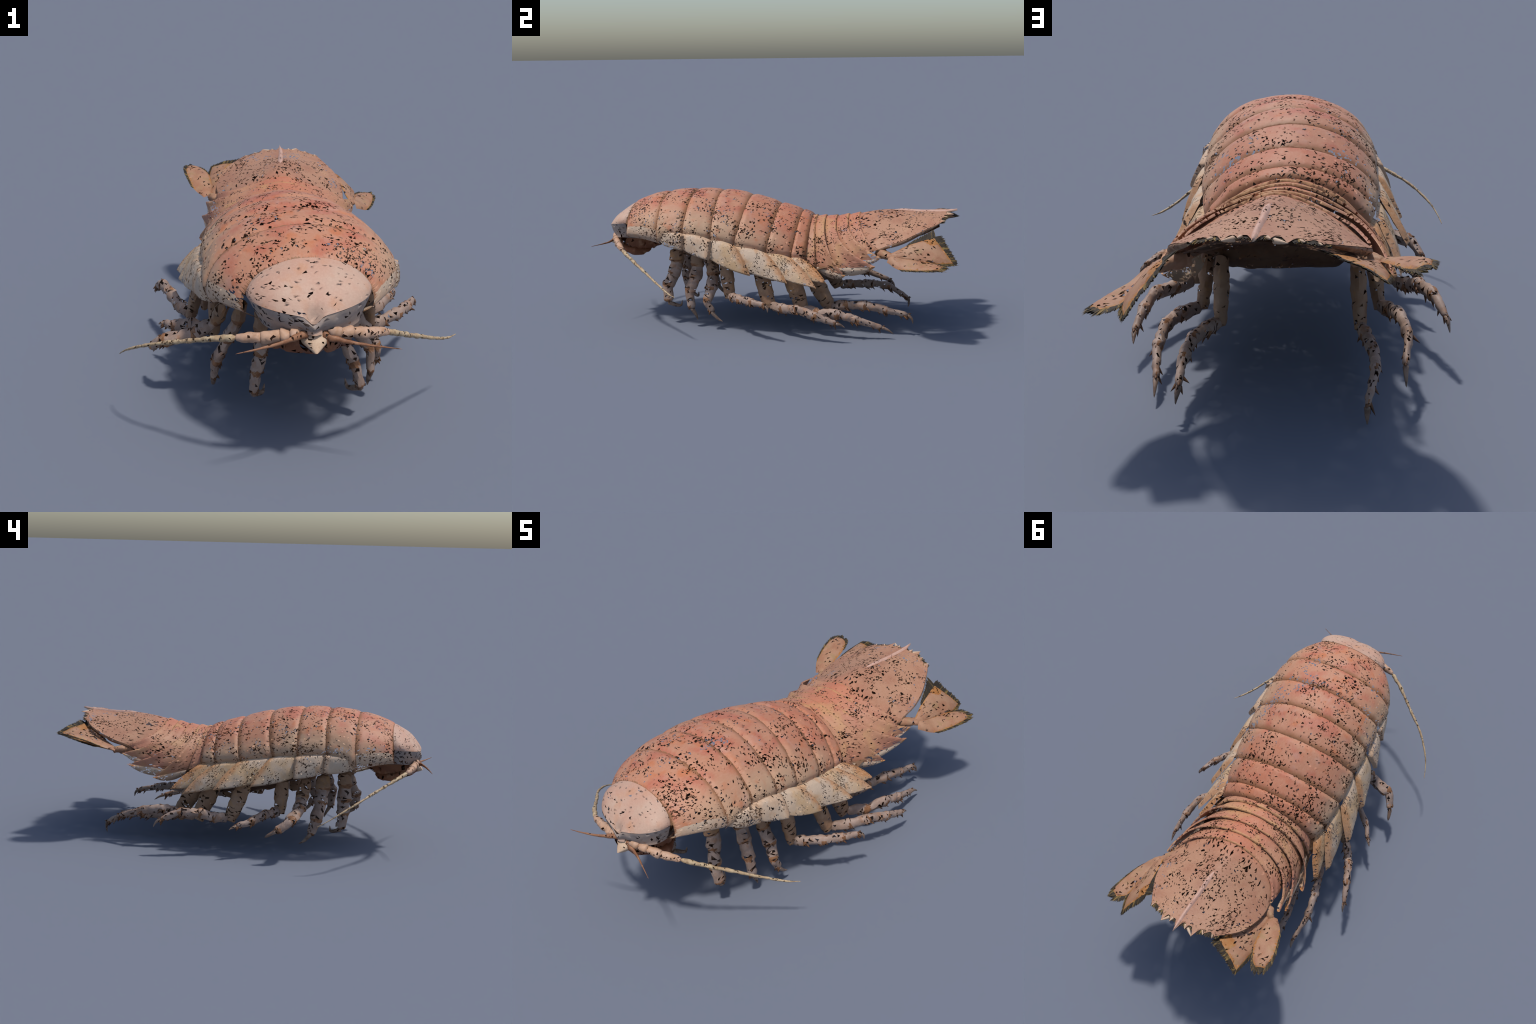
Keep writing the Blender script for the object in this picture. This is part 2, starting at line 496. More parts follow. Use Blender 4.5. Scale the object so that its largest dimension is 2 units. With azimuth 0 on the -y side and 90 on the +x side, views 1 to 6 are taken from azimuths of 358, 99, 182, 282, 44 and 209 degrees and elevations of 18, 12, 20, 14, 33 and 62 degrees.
for (fr, re), drop in zip(ABD, DROP):
    o = plate(fr, re, sink=.005, rise=.001, tuck=.002, lip=.008, raised=.0042, reach=.5, name="abdomen_segment", mat=mat_abdomen(re), seam=.04, amount=AMT)
    # pale lower faces of the pointed side lobes
    if drop > .015:
        g = Geo()
        for sgn in (1, -1):
            def fn(u, v, sgn=sgn):
                A = (fr.R if sgn > 0 else fr.L)
                B = (re.R if sgn > 0 else re.L)
                P = A + (B - A) * v[:, None]
                h = np.sin(np.pi * np.clip(v * .85 + .15, 0, 1)) ** .75
                P[:, 0] += sgn * (.008 * np.sin(np.pi * u) - .022 * u ** 2 * h)
                P[:, 1] += .012 * u * h
                P[:, 2] -= drop * u * h - .001
                return P
            sheet(g, fn, 8, 26, AMT, matfn=lambda u, v, P: (v > .80 + .1 * noise3(P, 20, 1)).astype(int))
        g.obj("lobe_underside", [M_COXA, M_TIP], parent=o)

# ------------------------------------------------------------------ side (coxal) plates 2..7
# per side: upper hind corner comes from the ring; lower front and lower hind (tip) corners given here
LOW = {
    1: [((.330, -.588, .462), (.357, -.451, .432)), ((.357, -.452, .434), (.386, -.306, .388)), ((.380, -.312, .392), (.388, -.090, .312)),
        ((.366, -.180, .352), (.398, .104, .281)), ((.362, .000, .322), (.394, .253, .258)), ((.335, .140, .305), (.354, .302, .277))],
    -1: [((-.262, -.610, .450), (-.300, -.461, .430)), ((-.300, -.463, .432), (-.338, -.315, .402)), ((-.334, -.320, .406), (-.368, -.100, .353)),
         ((-.340, -.190, .388), (-.385, .089, .325)), ((-.340, -.010, .358), (-.353, .259, .283)), ((-.306, .150, .328), (-.322, .333, .297))],
}
for sgn in (1, -1):
    for k in range(2, 8):
        a = SEG[k - 1].R if sgn > 0 else SEG[k - 1].L
        b = SEG[k].R if sgn > 0 else SEG[k].L
        d, c = (V(*q) for q in LOW[sgn][k - 2])
        if k == 2:
            a = SEG[1].at(V(.85 * sgn))[0] + V(-sgn * .002, .004, .004)
        a = a + V(-sgn * .006, -.004, -.002)
        if k > 2:
            a = a + V(0, -.014, 0)
            d = d + V(-sgn * .003, -.014, .003)
        b = b + V(sgn * .0, .006, -.004)
        back = V(0, .012, 0) if k > 3 else V(0, .003, 0)
        g = Geo()
        def face(u, v, depth):
            # u along the body, v downward
            top = a + (b - a) * u[:, None]
            low = d + (c - d) * u[:, None]
            low[:, 2] -= (.008 if k < 4 else .010) * np.sin(np.pi * np.clip(u, 0, 1))
            top[:, 2] += .008 * np.sin(np.pi * u)
            P = top + (low - top) * v[:, None]
            hind = u ** 3 * np.sin(np.pi * v)
            P = P + hind[:, None] * back
            bul = np.sin(np.pi * np.clip(v, 0, 1)) ** .6 * np.sin(np.pi * np.clip(u * .9 + .08, 0, 1)) ** .5
            rim = smooth(0, .10, v) * smooth(1, .93, v) * smooth(0, .08, u) * smooth(1, .95, u)
            off = depth * rim - .010 * (1 - rim) + .012 * bul + (.014 if k < 4 else .024) * (u - .45) * (1 - .85 * u ** 4) - .014 * (1 - smooth(0, .30, u)) + .007 * smooth(.75, .97, u)
            P[:, 0] += sgn * off
            P[:, 0] += sgn * (noise3(P, 25, 8) - .5) * .005
            return P
        n1 = int(np.linalg.norm(c - a) / CELL)
        n2 = int(np.linalg.norm(c - b) / CELL) + 2
        sheet(g, lambda u, v: face(u, v, .006), n1, n2, AMT * 1.1)
        warm = k >= 4
        g.obj("side_plate", [mat_mottle("pale_plate", lin(212, 190, 168), lin(210, 178, 150) if not warm else lin(210, 176, 136), lin(208, 160, 116),
                                        lin(196, 188, 178), s=8, loc=(k, sgn, 2),
                                        line=(b, c, lin(200, 138, 84) if warm else lin(176, 140, 110), .045 if k == 7 else .030, .9 if k == 7 else .7))])  # overlap shade at the hind edge, put into the colour

# ------------------------------------------------------------------ head
HC = .036
def head_rear(s):
    P = np.empty((len(s), 3))
    E = np.where((s >= 0)[:, None], HEAD_R, HEAD_L)
    a = np.abs(s) * math.radians(86)
    P[:, 0] = HC + (E[:, 0] - HC) * np.sin(a) / math.sin(math.radians(86))
    P[:, 1] = -.782 + (E[:, 1] + .782) * np.abs(s) ** 2
    P[:, 2] = E[:, 2] + (.642 - E[:, 2]) * (np.cos(a) - .07) / .93
    return P

def head_front(s):
    P = np.empty((len(s), 3))
    E = np.where((s >= 0)[:, None], HEAD_R, HEAD_L)
    t = np.abs(s)
    P[:, 0] = .040 + (E[:, 0] - .040) * np.sin(t * math.pi / 2) ** 1.0
    P[:, 1] = -.928 + (E[:, 1] + .928) * (t ** 1.9)
    P[:, 2] = .484 + (E[:, 2] - .484) * (.40 * smooth(0, .12, t) + .60 * np.sin(t * math.pi / 2))
    return P

g = Geo()
def head_top(u, v):
    s = u * 2 - 1
    A, B = head_rear(s), head_front(s)
    dip = .024 * (1 - smooth(0, .12, np.abs(s)))       # the frontal point drops only at the very front
    B[:, 2] += dip
    P = A + (B - A) * v[:, None]
    P[:, 2] -= dip * smooth(.72, 1, v)
    b = .015 * np.cos(s * math.pi / 2) ** .8 * 4 * v * (1 - v) * (.85 + .3 * v)
    P += b[:, None] * V(0, -.72, .69)
    # the flank of the head cap bulges sideways a little
    P[:, 0] += np.sign(s) * .012 * np.sin(np.pi * v) * np.sin(np.pi * np.abs(s))
    # frontal point folds in
    P[:, 1] += .010 * np.exp(-(s / .06) ** 2) * smooth(.8, 1, v)
    P += ((noise3(P, 14, 2) - .5) * .006)[:, None] * V(0, -.6, .8)
    return P
sheet(g, head_top, 64, 32, AMT * .36)
def head_collar(u, v):
    s = (u * 2 - 1)
    P = head_rear(s)
    P[:, 1] += .03 * v
    P[:, 2] -= .012 * v
    return P
sheet(g, head_collar, 46, 4, AMT * .5, mat=1)
head = g.obj("head", [M_HEAD, M_SEAM])

g = Geo()
def face_fn(u, v):
    s = u * 2 - 1
    A = head_front(s)
    B = np.empty_like(A)
    B[:, 0] = .040 + .150 * np.sin(s * math.pi / 2)
    B[:, 1] = -.900 + .100 * np.abs(s) ** 2
    B[:, 2] = .452 + .018 * np.abs(s) ** 2
    P = A + (B - A) * v[:, None]
    hollow = np.sin(np.pi * v) * np.sin(np.pi * np.abs(s)) ** .7
    P[:, 1] -= .016 * np.sin(np.pi * np.clip(v * 1.1, 0, 1)) * np.cos(s * np.pi / 2)
    P[:, 1] += .010 * hollow
    P += ((noise3(P, 40, 6) - .5) * .006)[:, None] * V(0, 1, .3)
    return P
sheet(g, face_fn, 50, 10, AMT * .8)
def chin_fn(u, v):
    s = u * 2 - 1
    P = face_fn(u, np.ones_like(u))
    P[:, 0] = .04 + (P[:, 0] - .04) * (1 - .25 * v)
    P[:, 1] += .16 * v
    P[:, 2] -= .03 * v * (1 - np.abs(s))
    return P
sheet(g, chin_fn, 30, 12, AMT * .4)
face = g.obj("face", [M_FACE], parent=head)

for sgn, E in ((1, HEAD_R), (-1, HEAD_L)):
    g = Geo()
    c = E + V(-sgn * .050, -.040, -.030)
    ax = unit(V(sgn * .62, .72, .28))
    up = unit(V(sgn * .3, -.35, 1) - ax * (V(sgn * .3, -.35, 1) @ ax))
    out = np.cross(ax, up)
    def eye(u, v):
        th, ph = u * 2 * np.pi, v * np.pi
        return c + ax * (.050 * np.cos(ph))[:, None] + up * (.017 * np.sin(ph) * np.cos(th))[:, None] + out * (.010 * np.sin(ph) * np.sin(th))[:, None]
    sheet(g, eye, 18, 14, 0, jitter=.1, closed_u=True)
    g.obj("eye", [M_EYE], parent=head)

# rostrum, frontal plate and mouthparts under the head
g = Geo()
def rost(u, v):
    w = .016 + .018 * (1 - v) ** 2 + .006 * v
    x = .042 + (u * 2 - 1) * w
    y = -.926 - .004 * np.cos((u - .5) * np.pi) + .016 * v * (1 - v) + .010 * np.abs(u * 2 - 1)
    z = .492 - .036 * v
    return np.stack([x, y, z], 1)
sheet(g, rost, 8, 8, .02)
g.obj("rostrum", [M_HEAD], parent=head)

g = Geo()
def clyp(u, v):
    a = (u * 2 - 1)
    w = .018 + .024 * np.sin(np.pi * np.clip(v, 0, 1)) ** .7
    x = .044 + a * w
    y = -.908 - .036 * v ** .8 * np.cos(a * 1.3) + .012 * a * a
    z = .462 - .050 * v - .004 * np.cos(a * 1.5)
    return np.stack([x, y, z], 1)
sheet(g, clyp, 10, 10, .10, edge_keep=.2)
def clyp_under(u, v):
    P = clyp(u, np.ones_like(u))
    P[:, 1] += .07 * v
    P[:, 2] -= .012 * np.sin(np.pi * v)
    return P
sheet(g, clyp_under, 10, 8, .05)
g.obj("upper_lip", [M_CREAMSP], parent=head)

# mouth block: stations along y -> half width, top, bottom
g = Geo()
MST = [(-.912, .040, .445, .402), (-.880, .075, .458, .378), (-.830, .098, .470, .362), (-.775, .104, .480, .356),
       (-.720, .090, .480, .374), (-.655, .050, .470, .398)]
def mouth(u, v):
    S = spline([[a, b, c, d] for a, b, c, d in MST], v)
    t = u * 2 - 1
    x = .040 + S[:, 1] * np.sign(t) * np.clip(np.abs(t) * 1.5, 0, 1) ** .8
    k = smooth(.5, 1.0, np.abs(t))
    z = S[:, 3] + .016 * np.clip(np.abs(t) * 1.4, 0, 1) ** 1.6 + (S[:, 2] - S[:, 3] - .01) * k
    P = np.stack([x, S[:, 0], z], 1)
    P += (noise3(P, 32, 14)[:, None] - .5) * .016
    P[:, 2] += .012 * np.exp(-((np.abs(t) - .18) / .05) ** 2)
    return P
sheet(g, mouth, 34, 28, .07)
g.obj("mouthparts", [M_MOUTH], parent=head)
# two palps folded along the mouth block
for sgn in (1, -1):
    g = Geo()
    tube(g, [V(.04 + sgn * .085, -.855, .415), V(.04 + sgn * .105, -.80, .385), V(.04 + sgn * .080, -.735, .378), V(.04 + sgn * .05, -.700, .385)],
         [.012, .020, .018, .006], amount=.04, rough=.3, nseg=10)
    g.obj("palp", [M_MOUTH], parent=head)

# ------------------------------------------------------------------ belly
g = Geo()
BST = [(-.70, .08, .45, .47), (-.60, .10, .425, .455), (-.50, .10, .40, .44), (-.38, .105, .365, .425), (-.27, .11, .320, .41), (-.17, .125, .275, .39),
       (-.05, .15, .252, .36), (.05, .18, .248, .34), (.13, .195, .254, .33), (.18, .20, .300, .33), (.22, .205, .360, .34), (.28, .21, .410, .35), (.36, .20, .445, .37), (.45, .19, .475, .40), (.56, .18, .520, .45),
       (.68, .17, .560, .490), (.78, .165, .578, .528), (.87, .125, .590, .562)]
def belly(u, v):
    S = spline(BST, v)
    t = u * 2 - 1
    a = np.abs(t)
    outw = np.where(S[:, 0] < .3, .285 - .15 * (1 - smooth(-.68, -.36, S[:, 0])), S[:, 1] + .07 - .02 * smooth(.5, .8, S[:, 0]))
    x = .026 + np.sign(t) * np.where(a < .72, S[:, 1] * a / .72, S[:, 1] + (outw - S[:, 1]) * ((a - .72) / .28))
    rear = smooth(.18, .30, S[:, 0])
    k = smooth(.62, 1.0, a) * (1 - rear) + a ** 1.35 * rear
    z = S[:, 2] + (S[:, 3] - S[:, 2]) * k
    x = x + .03 * smooth(.4, .8, S[:, 0])
    tilt = -(x - .03) * .055 * (1 - .6 * rear)
    wave = .006 * np.sin(S[:, 0] * 2 * np.pi / .135) * (1 - k)
    P = np.stack([x, S[:, 0], z + tilt + wave], 1)
    P[:, 2] += (noise3(P, 22, 15) - .5) * (.012 - .006 * smooth(.2, .4, S[:, 0]))
    return P
sheet(g, belly, 72, 120, .03)
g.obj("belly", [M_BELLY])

# ------------------------------------------------------------------ tail plate
LE = [(-.222, .604, .493), (-.229, .655, .510), (-.222, .713, .530), (-.185, .805, .567), (-.099, .892, .597)]
RE = [(.314, .562, .455), (.324, .645, .487), (.312, .730, .525), (.280, .805, .558), (.236, .887, .589)]
CE = [(.046, .452, .594), (.046, .555, .613), (.055, .650, .619), (.062, .750, .614), (.070, .850, .617), (.073, .926, .622)]
# teeth of the hind margin: place across (0 left .. 1 right), tip, length beyond the scalloped edge, half width
SP = [(.50, (.074, .968, .630), .056, .055), (.735, (.175, .941, .612), .042, .052), (.262, (-.044, .950, .615), .044, .052),
      (.62, (.122, .944, .617), .022, .030), (.385, (.022, .947, .616), .022, .030), (.85, (.206, .914, .598), .018, .030), (.145, (-.070, .927, .604), .020, .030),
      (.985, (.242, .906, .592), .026, .045), (.02, (-.106, .914, .598), .028, .045)]
def teeth(u):
    h = np.zeros_like(u)
    for uu, tip, ln, w in SP:
        h = np.maximum(h, ln * np.clip(1 - np.abs(u - uu) / w, 0, 1) ** 1.25)
    return h

def tail_top(u, v):
    s = u * 2 - 1
    C = spline(CE, v)
    E = np.where((s >= 0)[:, None], spline(RE, v), spline(LE, v))
    a = np.abs(s)
    P = np.empty((len(u), 3))
    P[:, 0] = C[:, 0] + (E[:, 0] - C[:, 0]) * a
    P[:, 1] = C[:, 1] + (E[:, 1] - C[:, 1]) * a ** 2.2
    ex = np.where(s >= 0, 1.02, 1.2) + np.where(s >= 0, .65, .55) * smooth(.25, .85, v)
    soft = (np.sqrt(a * a + .010) - .1) / (math.sqrt(1.010) - .1)
    P[:, 2] = C[:, 2] + (E[:, 2] - C[:, 2]) * soft ** ex
    ring = ABD[4][1].at(s)
    k = 1 - smooth(0, .16, v)
    P = P + (ring + V(0, -.016, -.006) - P) * k[:, None]
    P[:, 1] += (teeth(u) - .020) * smooth(.90, 1.0, v)
    P[:, 2] += (noise3(P, 10, 21) - .5) * .007
    return P
g = Geo()
sheet(g, tail_top, 96, 66, AMT * .85)
# rolled side rims
for sd in (0, 1):
    def rim(u, v, sd=sd):
        P = tail_top(np.full_like(v, float(sd)), v)
        w = np.sin(np.pi * np.clip(v * .9 + .1, 0, 1)) ** .6
        sg = 1 if sd else -1
        P[:, 0] += sg * (.004 * np.sin(np.pi * u) - .010 * u * u)
        P[:, 2] -= (.020 * u + .002) * w
        return P
    sheet(g, rim, 4, 44, .04, mat=1)
tail = g.obj("tail_plate", [M_TAIL, M_RIM])

# keel along the middle
g = Geo()
def keel(u, v):
    s = u * 2 - 1
    vv = .30 + .70 * v
    P = tail_top(np.full_like(vv, .5), vv)
    h = .010 * smooth(0, .3, v)
    w = (.013 - .004 * v) * (.15 + .85 * smooth(0, .25, v)) * (1 - .85 * smooth(.90, 1, v))
    P[:, 0] += s * w
    P[:, 2] += h * np.cos(s * np.pi / 2) - .0015
    return P
sheet(g, keel, 6, 50, .01)
g.obj("tail_keel", [M_KEEL], parent=tail)

# spines along the hind margin
def hind(u):
    return tail_top(V(u), V(1.0))[0]
for uu, tip, ln, w in SP:
    g = Geo()
    b, tip = hind(uu), V(*tip)
    d = unit(V(tip[0] - b[0], .03, .002))
    cone(g, b - d * ln * .95 - V(0, 0, .003), b + d * .004, .0085 if ln > .03 else .0055, n=9, rows=6, bend=d * .003)
    g.obj("tail_spine", [M_CREAMSP], parent=tail)

# ------------------------------------------------------------------ bristle fringe
def fringe(geo, curve, outdir, length, droop=V(0, 0, 0), dens=.0030, width=.0056, band=.72, slant=V(0, 0, 0)):
    """Dense row of flat bristles on a dark band along curve(t) pointing to outdir(t)."""
    t = np.linspace(0, 1, 200)
    P = curve(t)
    L = np.linalg.norm(np.diff(P, axis=0), axis=1).sum()
    n = max(8, int(L / dens))
    for layer in (0, 1):
        for i in range(n):
            tt = (i + .5 * layer + RNG.random() * .5) / n
            b = curve(V(tt))[0]
            b2 = curve(V(min(1, tt + .01)))[0] - curve(V(max(0, tt - .01)))[0]
            T = unit(b2)
            D = unit(outdir(V(tt))[0] + slant + T * RNG.normal(0, .06))
            ln = length(tt) * (band + (1 - band) * RNG.random() ** 1.4) * (1 if layer else .92)
            N = unit(np.cross(T, D))
            o = N * (.0012 if layer else -.0012) + N * RNG.normal(0, .0006)
            w = width * (.8 + .5 * RNG.random())
            b0 = b - D * .005 + o
            vs = [b0 - T * w, b0 + T * w, b0 + D * ln * .6 + T * w * .85, b0 + D * ln * .6 - T * w * .85, b0 + D * (ln + .005) + T * w * RNG.normal(0, .5) + droop * ln,
                  b0 + N * .0016 + D * ln * .3]
            geo.add(vs, [(0, 1, 5), (1, 2, 5), (2, 3, 5), (3, 0, 5), (3, 2, 4)], 0)

g = Geo()
fringe(g, lambda t: tail_top(.03 + .94 * t, np.full_like(t, .93)) + V(0, 0, -.004), lambda t: np.tile(V(.0, 1, .02), (len(t), 1)), lambda t: .034)
o = g.obj("tail_fringe", [M_FRINGE], parent=tail)
o["kind"] = "stuff"

# ------------------------------------------------------------------ tail fan (uropods)
def fan_blade(inner, outer, thick=.012, amount=.055, arch=.006, nu=14, nv=26, edge=.14, apex=None):
    inner, outer = np.asarray(inner, float), np.asarray(outer, float)
    c = (inner.mean(0) + outer.mean(0)) / 2
    nrm = unit(np.cross(outer[-1] - inner[0], inner[-1] - outer[0]))
    if nrm[2] < 0:
        nrm = -nrm
    def fn(u, v, side=1):
        A, B = spline(inner, v), spline(outer, v)
        P = A + (B - A) * u[:, None]
        d = np.minimum(np.minimum(u, 1 - u) * 2, np.minimum(v, 1 - v) * 3)
        P = P + nrm * (side * thick * .5 * smooth(0, .25, d) + arch * np.sin(np.pi * u) + (noise3(P, 26, 31) - .5) * .004)[:, None]
        return P
    g = Geo()
    mf = lambda u, v, P: ((np.minimum(u, 1 - u) < edge * (.3 + .4 * v)) & (v > .25) | (v > .95)).astype(int) if apex is None else \
        ((np.linalg.norm(P - V(*apex), axis=1) < .045 + .03 * (noise3(P, 30, 3) - .5)) | (v > .95) | (u > .95) | (u < .05)).astype(int)
    sheet(g, lambda u, v: fn(u, v, 1), nu, nv, amount, matfn=mf)
    sheet(g, lambda u, v: fn(u, v, -1), nu, nv, amount * .5, matfn=mf)
    return g, (lambda u, v: fn(u, v, 0)), nrm

def uropod(base_from, base_to, endo_in, endo_out, exo_in, exo_out, apex, fr):
    endo_in, endo_out, exo_in, exo_out = (np.asarray(q) + V(.004, .002, -.003) for q in (endo_in, endo_out, exo_in, exo_out))
    g = Geo()
    tube(g, [base_from, (base_from + base_to) / 2 + V(0, 0, .004), base_to], [.030, .028, .018], rough=.3, amount=.04, flat=.75, nseg=14)
    u0 = g.obj("uropod", [M_URO])
    ge, fe, ne = fan_blade(endo_in, endo_out, apex=apex, nu=18, nv=28)
    ge.obj("inner_blade", [M_URO, M_UROEDGE], parent=u0)
    gx, fx, nx = fan_blade(exo_in, exo_out, nu=10, nv=30, edge=.12)
    gx.obj("outer_blade", [M_URO, M_UROEDGE], parent=u0)
    gf = Geo()
    one, zero = np.ones_like, np.zeros_like
    def away(f, u, v, du, dv):
        e = 1e-2
        return unit(f(u, v) - f(np.clip(u - du * .15, 0, 1), np.clip(v - dv * .15, 0, 1)))
    # inner blade: along inner edge, hind edge, outer edge
    fringe(gf, lambda t: fe(zero(t), .30 + .70 * t), lambda t: away(fe, zero(t), .30 + .70 * t, -2, .8), lambda t: fr * (.55 + .6 * t))
    fringe(gf, lambda t: fe(t, one(t)), lambda t: away(fe, t, one(t), 0, 1), lambda t: fr * (1.0 - .55 * t))
    fringe(gf, lambda t: fe(one(t), .35 + .65 * t), lambda t: away(fe, one(t), .35 + .65 * t, 1.4, 1), lambda t: fr * (.45 + .15 * np.sin(3.14 * t)))
    # outer blade: both sides of the tip
    fringe(gf, lambda t: fx(zero(t), .55 + .45 * t), lambda t: away(fx, zero(t), .55 + .45 * t, -1.4, 1), lambda t: fr * (.35 + .5 * t))
    fringe(gf, lambda t: fx(one(t), .30 + .70 * t), lambda t: away(fx, one(t), .30 + .70 * t, 1.4, 1), lambda t: fr * (.3 + .5 * t))
    fringe(gf, lambda t: fx(t, one(t)), lambda t: away(fx, t, one(t), 0, 1), lambda t: fr * .75)
    o = gf.obj("fan_fringe", [M_FRINGE], parent=u0)
    o["kind"] = "stuff"

uropod(V(.280, .560, .428), V(.374, .640, .422),
       [(.348, .622, .442), (.325, .712, .484), (.311, .788, .510), (.299, .842, .521)],
       [(.368, .626, .426), (.392, .745, .413), (.408, .850, .406), (.390, .942, .407)],
       [(.364, .622, .436), (.380, .700, .424), (.392, .780, .417), (.416, .862, .406), (.460, .888, .402)],
       [(.380, .608, .404), (.432, .664, .381), (.464, .732, .383), (.487, .810, .391), (.492, .870, .395)],
       (.310, .835, .515), .050)
uropod(V(-.185, .595, .460), V(-.266, .668, .468),
       [(-.238, .660, .478), (-.190, .740, .510), (-.146, .830, .550), (-.114, .884, .574)],
       [(-.264, .655, .466), (-.272, .750, .484), (-.270, .860, .510), (-.253, .970, .540)],
       [(-.254, .655, .476), (-.256, .740, .506), (-.266, .825, .532), (-.296, .892, .546), (-.328, .918, .552)],
       [(-.292, .646, .474), (-.334, .700, .500), (-.358, .770, .530), (-.373, .850, .554), (-.364, .908, .560)],
       (-.140, .875, .562), .046)

# ------------------------------------------------------------------ antennae
def jointed(name, pts, radii, split, m1, m2, amount, parent):
    """Thick jointed stalk (articles between the first `split` points) and a thin ringed whip."""
    g = Geo()
    for i in range(split):
        a, b = V(*pts[i]), V(*pts[i + 1])
        r0, r1 = radii[i], radii[i + 1]
        d = unit(b - a)
        tube(g, [a - d * .006, a + (b - a) * .35, a + (b - a) * .8, b + d * .004], [r0 * .85, r0 * 1.05, r1 * 1.2, r1 * .95], amount=amount, nseg=11, cell=.007, rough=.25)
    o = g.obj(name, [m1], parent=parent)
    g = Geo()
    P = [V(*p) for p in pts[split:]]
    tube(g, P, radii[split:], amount=amount, nseg=8, cell=.006, rough=.35)
    g.obj("flagellum", [m2], parent=o)
    return o

jointed("antenna", [(.085, -.905, .462), (.118, -.888, .448), (.154, -.876, .440), (.203, -.853, .426), (.270, -.810, .409), (.325, -.745, .372), (.380, -.675, .334), (.475, -.553, .269), (.535, -.485, .240), (.572, -.444, .234)],
        [.017, .017, .017, .0155, .0105, .0085, .0072, .0055, .0038, .0012], 4, M_ANT, M_FLAG, .06, head)
jointed("antenna", [(.000, -.905, .460), (-.028, -.903, .455), (-.054, -.900, .451), (-.110, -.891, .444), (-.181, -.872, .438), (-.254, -.824, .418), (-.317, -.772, .393), (-.380, -.721, .369), (-.443, -.671, .344), (-.492, -.619, .316), (-.532, -.566, .285), (-.557, -.515, .255), (-.571, -.474, .231)],
        [.017, .017, .017, .0155, .0105, .0085, .0075, .0066, .0056, .0046, .0036, .0026, .0012], 4, M_ANT, M_FLAG, .06, head)
for pts in ([(.062, -.905, .452), (.105, -.912, .436), (.145, -.922, .428), (.200, -.945, .426), (.281, -.982, .427)],
            [(.022, -.905, .456), (-.015, -.928, .453), (-.055, -.953, .450), (-.120, -.978, .446), (-.186, -.998, .443)]):
    g = Geo()
    tube(g, [V(*p) for p in pts], [.011, .008, .0045, .0026, .0008], amount=.03, flat=1.25, nseg=8, cell=.007, rough=.3)
    g.obj("antennule", [M_ANTL], parent=head)

# ------------------------------------------------------------------ legs
def leg(points, radii, basis_flat=1.5, claw_curve=V(0, 0, -.01), spines=1.0, side=1, wide=V(0, 1, 0), claw_r=None, front=False):
    """points: hip, [joints ...], claw base, claw tip. One tapering article per interval, flared where it meets the next."""
    pts = [V(*p) for p in points]
    g = Geo()
    gs = Geo()
    n = len(pts) - 2
    first = 0 if front else 1
    # thigh
    if not front:
        a, b = pts[0], pts[1]
        d = unit(b - a)
        r0, r1 = radii[0] * .84, radii[1] * .84
        tube(g, [a - d * .015, a + (b - a) * .4, a + (b - a) * .8, b + d * .016], [r0 * .9, r0 * 1.08, r1 * 1.05, r1 * .9], side=wide, flat=basis_flat * 1.15,
             amount=.06, nseg=14, cell=.008, rough=.16, mat=1)
    # foot: one continuous chain of articles, each a little wider at its far end
    path, rad, part = [], [], []
    for i in range(first, n):
        a, b = pts[i], pts[i + 1]
        r0, r1 = radii[i] * .84, radii[i + 1] * .84
        for f, k in ((.06, .90), (.5, 1.0), (.84, 1.12)):
            path.append(a + (b - a) * f)
            rad.append((r0 + (r1 - r0) * f) * k)
    path.append(pts[n])
    rad.append(radii[n] * .7)
    m = len(path)
    def foot_mat(u, v, P):
        q = (v * (m - 1)) % 3
        hip = (v * (m - 1)) < 3 if front else np.zeros(len(v), bool)
        return np.where((q > 1.55 + .8 * noise3(P, 60, 2)) & (q < 2.85) & (np.abs(u - .5) < .12 + .35 * noise3(P, 35, 3)), 2, np.where(hip, 1, 0))
    tube(g, path, rad, side=wide if front else V(0, 0, 1.0) + .3 * wide, flat=basis_flat if front else 1.3, amount=.07, nseg=12, cell=.0085, rough=.26, matfn=foot_mat)
    for i in range(first, n):
        a, b = pts[i], pts[i + 1]
        d = unit(b - a)
        r0, r1 = radii[i] * .84, radii[i + 1] * .84
        # spines at the far end of each article, on the lower side and one on top
        if i >= 1 and spines > 0:
            down = unit(V(0, 0, -1) + d * d[2])
            acr = np.cross(d, down)
            for j in range(int(5 + 3 * RNG.random())):
                ang = RNG.normal(0, .5)
                q = down * math.cos(ang) + acr * math.sin(ang)
                f = .80 + .2 * RNG.random() if j > 1 else (.45 + .25 * RNG.random())
                base = a + (b - a) * f + q * r1 * .75
                cone(gs, base, base + (q * .8 + d * .7) * (.017 + .017 * RNG.random()) * spines, .0070, n=5, rows=3)
            base = b - down * r1 * .9
            cone(gs, base, base + (d * .9 - down * .4) * .014 * spines, .006, n=5, rows=3)
    o = g.obj("leg", [M_LEG, M_LEGDARK, M_JOINT], sharp=42)
    if gs.f:
        s = gs.obj("leg_spines", [M_SPINE], parent=o)
        s["kind"] = "stuff"
    a, b = pts[-2], pts[-1]
    gc = Geo()
    r = claw_r or radii[-1]
    tube(gc, [a - unit(b - a) * .006, a + (b - a) * .5 - claw_curve, b], [r, r * .62, .0012], nseg=9, cell=.006, rough=.1, amount=.02)
    gc.obj("claw", [M_CLAW], parent=o)

